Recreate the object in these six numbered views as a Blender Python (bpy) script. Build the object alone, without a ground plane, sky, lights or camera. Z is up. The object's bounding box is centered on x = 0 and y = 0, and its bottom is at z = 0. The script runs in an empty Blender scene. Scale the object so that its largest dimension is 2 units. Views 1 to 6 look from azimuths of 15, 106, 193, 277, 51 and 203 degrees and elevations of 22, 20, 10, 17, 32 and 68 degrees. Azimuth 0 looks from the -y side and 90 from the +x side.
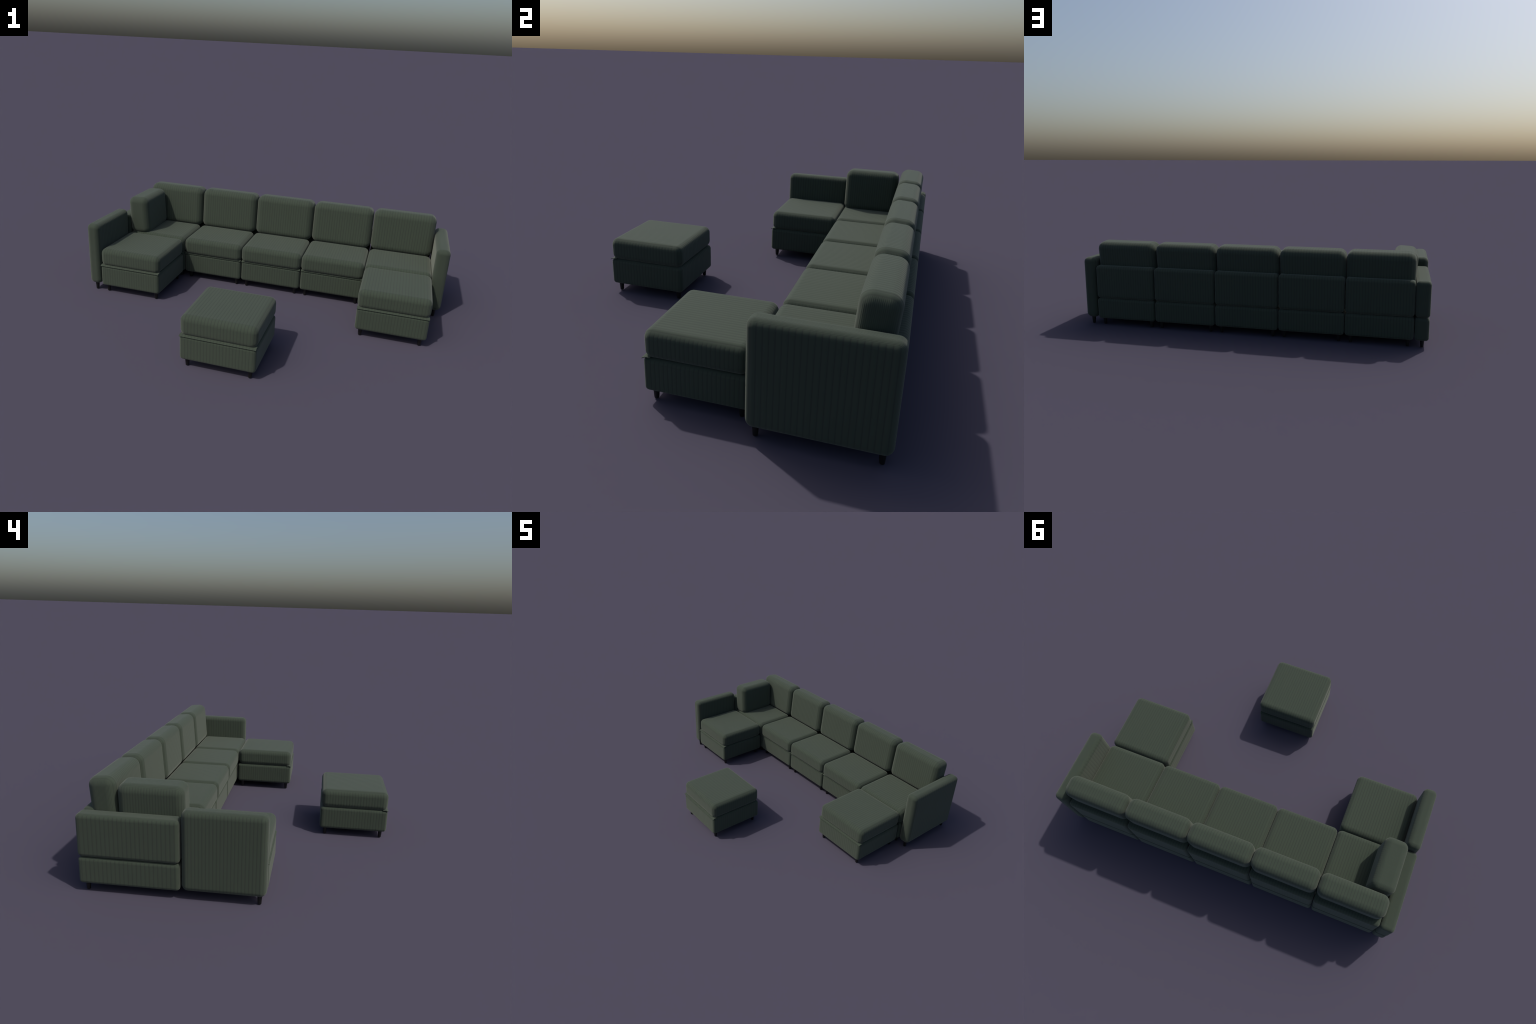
"""U-shaped modular corduroy sofa with two chaise sections and one loose ottoman."""
import bpy, bmesh, math
from mathutils import Vector, Matrix

# ------------------------------------------------------------------ sizes (m)
PITCH = 0.369                 # spacing of the five seats along x
SEAT_X = [(-2 + i) * PITCH for i in range(5)]
MODULE_W = 0.3645              # width of a base
BASE_Z = (0.0392, 0.1635)
CUSHION_Z = (0.1605, 0.2645)
SEAT_FRONT, SEAT_BACK = 0.252, 0.696
CHAISE_FRONT, CHAISE_BACK = -0.120, 0.244
LOOSE_FRONT, LOOSE_BACK = -0.6952, -0.3315
RIBS = 24                     # corduroy ribs across one face, whatever its width

# ------------------------------------------------------------------ materials
def corduroy():
    m = bpy.data.materials.new("corduroy_fabric")
    m.use_nodes = True
    nt = m.node_tree
    N, L = nt.nodes, nt.links
    bsdf = N["Principled BSDF"]

    def math_node(op, a=None, b=None, c=None):
        n = N.new("ShaderNodeMath"); n.operation = op
        for i, v in enumerate((a, b, c)):
            if v is None: continue
            if isinstance(v, (int, float)): n.inputs[i].default_value = v
            else: L.new(v, n.inputs[i])
        return n.outputs[0]

    tc = N.new("ShaderNodeTexCoord")
    pos = N.new("ShaderNodeSeparateXYZ"); L.new(tc.outputs["Generated"], pos.inputs[0])
    nor = N.new("ShaderNodeSeparateXYZ"); L.new(tc.outputs["Normal"], nor.inputs[0])

    def rib(coord):
        """1 on the crown of a rib, 0 in the narrow groove between two ribs."""
        ph = math_node("FRACT", math_node("MULTIPLY", coord, RIBS))
        d = math_node("ABSOLUTE", math_node("SUBTRACT", ph, 0.5))       # 0 crown .. 0.5 groove
        d = math_node("MULTIPLY", d, 2.0)
        return math_node("SUBTRACT", 1.0, math_node("POWER", d, RIB_POWER))

    side = N.new("ShaderNodeMapRange"); side.interpolation_type = "SMOOTHSTEP"
    L.new(math_node("ABSOLUTE", nor.outputs[0]), side.inputs[0])
    side.inputs[1].default_value = 0.55; side.inputs[2].default_value = 0.85
    mixh = N.new("ShaderNodeMix"); mixh.data_type = "FLOAT"
    L.new(side.outputs[0], mixh.inputs[0])
    L.new(rib(pos.outputs[0]), mixh.inputs[2])
    L.new(rib(pos.outputs[1]), mixh.inputs[3])
    height = mixh.outputs[0]

    ramp = N.new("ShaderNodeValToRGB")
    L.new(height, ramp.inputs[0])
    ramp.color_ramp.elements[0].position = 0.0
    ramp.color_ramp.elements[0].color = (*GROOVE, 1)
    ramp.color_ramp.elements[1].position = 0.75
    ramp.color_ramp.elements[1].color = (*CROWN, 1)

    noise = N.new("ShaderNodeTexNoise")
    L.new(tc.outputs["Object"], noise.inputs["Vector"])
    noise.inputs["Scale"].default_value = 420.0
    noise.inputs["Detail"].default_value = 3.0
    grain = N.new("ShaderNodeMapRange"); L.new(noise.outputs[0], grain.inputs[0])
    grain.inputs[1].default_value = 0.3; grain.inputs[2].default_value = 0.7
    grain.inputs[3].default_value = 0.95; grain.inputs[4].default_value = 1.05
    mul = N.new("ShaderNodeMix"); mul.data_type = "RGBA"; mul.blend_type = "MULTIPLY"
    mul.inputs[0].default_value = 1.0
    L.new(ramp.outputs[0], mul.inputs[6]); L.new(grain.outputs[0], mul.inputs[7])
    L.new(mul.outputs[2], bsdf.inputs["Base Color"])

    bump = N.new("ShaderNodeBump")
    bump.inputs["Strength"].default_value = BUMP
    bump.inputs["Distance"].default_value = 0.0012
    L.new(height, bump.inputs["Height"])
    L.new(bump.outputs[0], bsdf.inputs["Normal"])
    bsdf.inputs["Roughness"].default_value = ROUGH
    bsdf.inputs["Specular IOR Level"].default_value = SPEC
    bsdf.inputs["Sheen Weight"].default_value = SHEEN
    bsdf.inputs["Sheen Roughness"].default_value = SHEEN_ROUGH
    bsdf.inputs["Sheen Tint"].default_value = (0.93, 1.0, 0.86, 1)
    return m

CROWN = (0.0355, 0.0495, 0.0335)
GROOVE = (0.0250, 0.0330, 0.0245)
RIB_POWER = 2.2
BUMP = 0.35
ROUGH = 0.92
SPEC = 0.35
SHEEN = 0.16
SHEEN_ROUGH = 0.53

def black_lacquer():
    m = bpy.data.materials.new("black_lacquered_wood")
    m.use_nodes = True
    nt = m.node_tree
    b = nt.nodes["Principled BSDF"]
    tc = nt.nodes.new("ShaderNodeTexCoord")
    n = nt.nodes.new("ShaderNodeTexNoise"); n.inputs["Scale"].default_value = 90
    r = nt.nodes.new("ShaderNodeValToRGB")
    r.color_ramp.elements[0].color = (0.004, 0.004, 0.0035, 1)
    r.color_ramp.elements[1].color = (0.007, 0.0065, 0.006, 1)
    nt.links.new(tc.outputs["Object"], n.inputs["Vector"])
    nt.links.new(n.outputs[0], r.inputs[0])
    nt.links.new(r.outputs[0], b.inputs["Base Color"])
    b.inputs["Roughness"].default_value = 0.5
    return m

FABRIC = corduroy()
BLACK = black_lacquer()

# ------------------------------------------------------------------ meshes
def rounded_box_mesh(name, size, r, segments=8):
    """Box with every edge rolled over by radius r; flat faces keep flat shading normals."""
    half = Vector(size) / 2
    inner = half - Vector((r, r, r))
    bm = bmesh.new()
    bmesh.ops.create_cube(bm, size=1.0, matrix=Matrix.Diagonal((*size, 1)))
    bmesh.ops.bevel(bm, geom=bm.edges[:], offset=r, segments=segments, profile=0.5,
                    affect="EDGES", clamp_overlap=False)
    normals = []
    for v in bm.verts:
        q = Vector([max(-inner[i], min(inner[i], v.co[i])) for i in range(3)])
        n = v.co - q
        n = n.normalized() if n.length > 1e-9 else Vector((0, 0, 1))
        v.co = q + r * n
        normals.append(n)
    me = bpy.data.meshes.new(name)
    bm.to_mesh(me); bm.free()
    me.polygons.foreach_set("use_smooth", [True] * len(me.polygons))
    me.normals_split_custom_set_from_vertices(normals)
    me.materials.append(FABRIC)
    return me

def leg_mesh():
    """Short tapered round foot with a rolled lower edge."""
    profile = [(0.0, 0.0), (0.0062, 0.0), (0.0078, 0.0008), (0.0084, 0.0026),
               (0.0112, 0.040), (0.0114, 0.046), (0.0, 0.046)]
    n = 28
    bm = bmesh.new()
    rings = []
    for rad, z in profile:
        if rad == 0.0:
            rings.append([bm.verts.new((0, 0, z))])
        else:
            rings.append([bm.verts.new((rad * math.cos(2 * math.pi * k / n),
                                        rad * math.sin(2 * math.pi * k / n), z)) for k in range(n)])
    for a, b in zip(rings, rings[1:]):
        for k in range(n):
            k2 = (k + 1) % n
            if len(a) == 1: bm.faces.new((a[0], b[k2], b[k]))
            elif len(b) == 1: bm.faces.new((a[k], a[k2], b[0]))
            else: bm.faces.new((a[k], a[k2], b[k2], b[k]))
    bmesh.ops.recalc_face_normals(bm, faces=bm.faces[:])
    me = bpy.data.meshes.new("leg")
    bm.to_mesh(me); bm.free()
    me.polygons.foreach_set("use_smooth", [True] * len(me.polygons))
    me.set_sharp_from_angle(angle=math.radians(50))
    me.materials.append(BLACK)
    return me

def flap_mesh(width):
    """Thin hem strip that runs out from under the cushion and droops over the base's front edge.
    Local origin: front plane of the base, at z = 0 world height."""
    line = [(0.0270, 0.1680), (0.0160, 0.1688), (0.0080, 0.1678), (0.0025, 0.1655), (-0.0020, 0.1628)]
    t = 0.0024
    offs = []
    for i, (y, z) in enumerate(line):
        y0, z0 = line[max(i - 1, 0)]; y1, z1 = line[min(i + 1, len(line) - 1)]
        d = Vector((y1 - y0, z1 - z0)).normalized()
        offs.append((y - d.y * 0.0, z, Vector((d.y, -d.x))))
    loop = [(y, z) for y, z, _ in offs] + [(y + nrm.x * t, z + nrm.y * t) if nrm.y < 0 else
                                           (y - nrm.x * t, z - nrm.y * t) for y, z, nrm in reversed(offs)]
    bm = bmesh.new()
    xs = (-width / 2, width / 2)
    cols = [[bm.verts.new((x, y, z)) for y, z in loop] for x in xs]
    k = len(loop)
    for i in range(k):
        j = (i + 1) % k
        bm.faces.new((cols[0][i], cols[0][j], cols[1][j], cols[1][i]))
    bm.faces.new(cols[0][::-1]); bm.faces.new(cols[1])
    bmesh.ops.recalc_face_normals(bm, faces=bm.faces[:])
    me = bpy.data.meshes.new("front_flap")
    bm.to_mesh(me); bm.free()
    me.polygons.foreach_set("use_smooth", [True] * len(me.polygons))
    me.set_sharp_from_angle(angle=math.radians(40))
    me.materials.append(FABRIC)
    return me

# ------------------------------------------------------------------ assembly
def add(name, mesh, loc, parent, rot=(0, 0, 0)):
    """Object at a world place under a parent that itself is neither turned nor scaled."""
    o = bpy.data.objects.new(name, mesh)
    bpy.context.scene.collection.objects.link(o)
    base = Vector((0, 0, 0))
    p = parent
    while p is not None:
        base += p.location
        p = p.parent
    o.parent = parent
    o.location = Vector(loc) - base
    o.rotation_euler = rot
    return o

def thing(name, loc, label, category):
    e = bpy.data.objects.new(name, None)
    e.empty_display_size = 0.1
    bpy.context.scene.collection.objects.link(e)
    e.location = loc
    e["label"] = label
    e["category"] = category
    return e

LEG = leg_mesh()
FLAP = flap_mesh(MODULE_W - 0.002)
LEG_INSET = 0.0305
_cache = {}
def box(name, x, y, z, r, parent, rot=(0, 0, 0)):
    size = tuple(round(b - a, 5) for a, b in (x, y, z))
    key = (name, size, r)
    if key not in _cache:
        _cache[key] = rounded_box_mesh(name, size, r)
    return add(name, _cache[key], [(a + b) / 2 for a, b in (x, y, z)], parent, rot)

def around(c, w):
    return (c - w / 2, c + w / 2)

def seat_unit(parent, cx, front, back, cushion_front, cushion_back, prefix="seat"):
    base = box(prefix + "_base", around(cx, MODULE_W), (front, back), BASE_Z, 0.017, parent)
    add("front_flap", FLAP, (cx, front, 0), base)
    for sx in (-1, 1):
        for y in (front + LEG_INSET, back - LEG_INSET):
            add("leg", LEG, (cx + sx * (MODULE_W / 2 - LEG_INSET), y, 0), base)
    box(prefix + "_cushion", around(cx, 0.3675), (cushion_front, cushion_back), CUSHION_Z, 0.031, parent)

sofa = thing("sectional_sofa", (0, 0.29, 0),
             "long U-shaped dark green corduroy sectional sofa on short black legs", "sofa")
TILT = math.radians(4.5)
SIDE_TILT = math.radians(3.0)

for cx in SEAT_X:
    seat_unit(sofa, cx, SEAT_FRONT, SEAT_BACK, 0.2412, 0.5525)
    box("backrest", around(cx, 0.3645), (0.618, 0.697), (0.1645, 0.3605), 0.020, sofa)
    box("back_cushion", around(cx, 0.366), around(0.603, 0.1235), (0.246, 0.500), 0.041, sofa,
        rot=(-TILT, 0, 0))

for cx in (SEAT_X[0], SEAT_X[-1]):
    seat_unit(sofa, cx, CHAISE_FRONT, CHAISE_BACK, CHAISE_FRONT + 0.002, 0.2405, "chaise")

# right end: one full-height arm on two legs
arm = box("armrest", (0.924, 1.0), (SEAT_FRONT, SEAT_BACK), (0.0412, 0.4065), 0.028, sofa)
for y in (SEAT_FRONT + LEG_INSET, SEAT_BACK - LEG_INSET):
    add("leg", LEG, (0.965, y, 0), arm)

# left end: arm beside the chaise, then a two-part side backrest with its own cushion
arm = box("armrest", (-1.0, -0.924), (CHAISE_FRONT, CHAISE_BACK), (0.0412, 0.4065), 0.028, sofa)
add("leg", LEG, (-0.965, CHAISE_FRONT + LEG_INSET, 0), arm)
sb = box("side_base", (-0.998, -0.924), (SEAT_FRONT - 0.002, SEAT_BACK), BASE_Z, 0.017, sofa)
add("leg", LEG, (-0.965, SEAT_BACK - LEG_INSET, 0), sb)
box("side_backrest", (-1.0, -0.923), (SEAT_FRONT - 0.002, 0.697), (0.1645, 0.3605), 0.020, sofa)
box("side_cushion", around(-0.8625, 0.130), (0.245, 0.538), (0.250, 0.482), 0.038, sofa,
    rot=(0, -SIDE_TILT, 0))

ottoman = thing("ottoman", (0, (LOOSE_FRONT + LOOSE_BACK) / 2, 0),
                "square dark green corduroy ottoman with cushion top, black legs", "ottoman")
seat_unit(ottoman, 0.0, LOOSE_FRONT, LOOSE_BACK, LOOSE_FRONT + 0.002, LOOSE_BACK - 0.001, "ottoman")
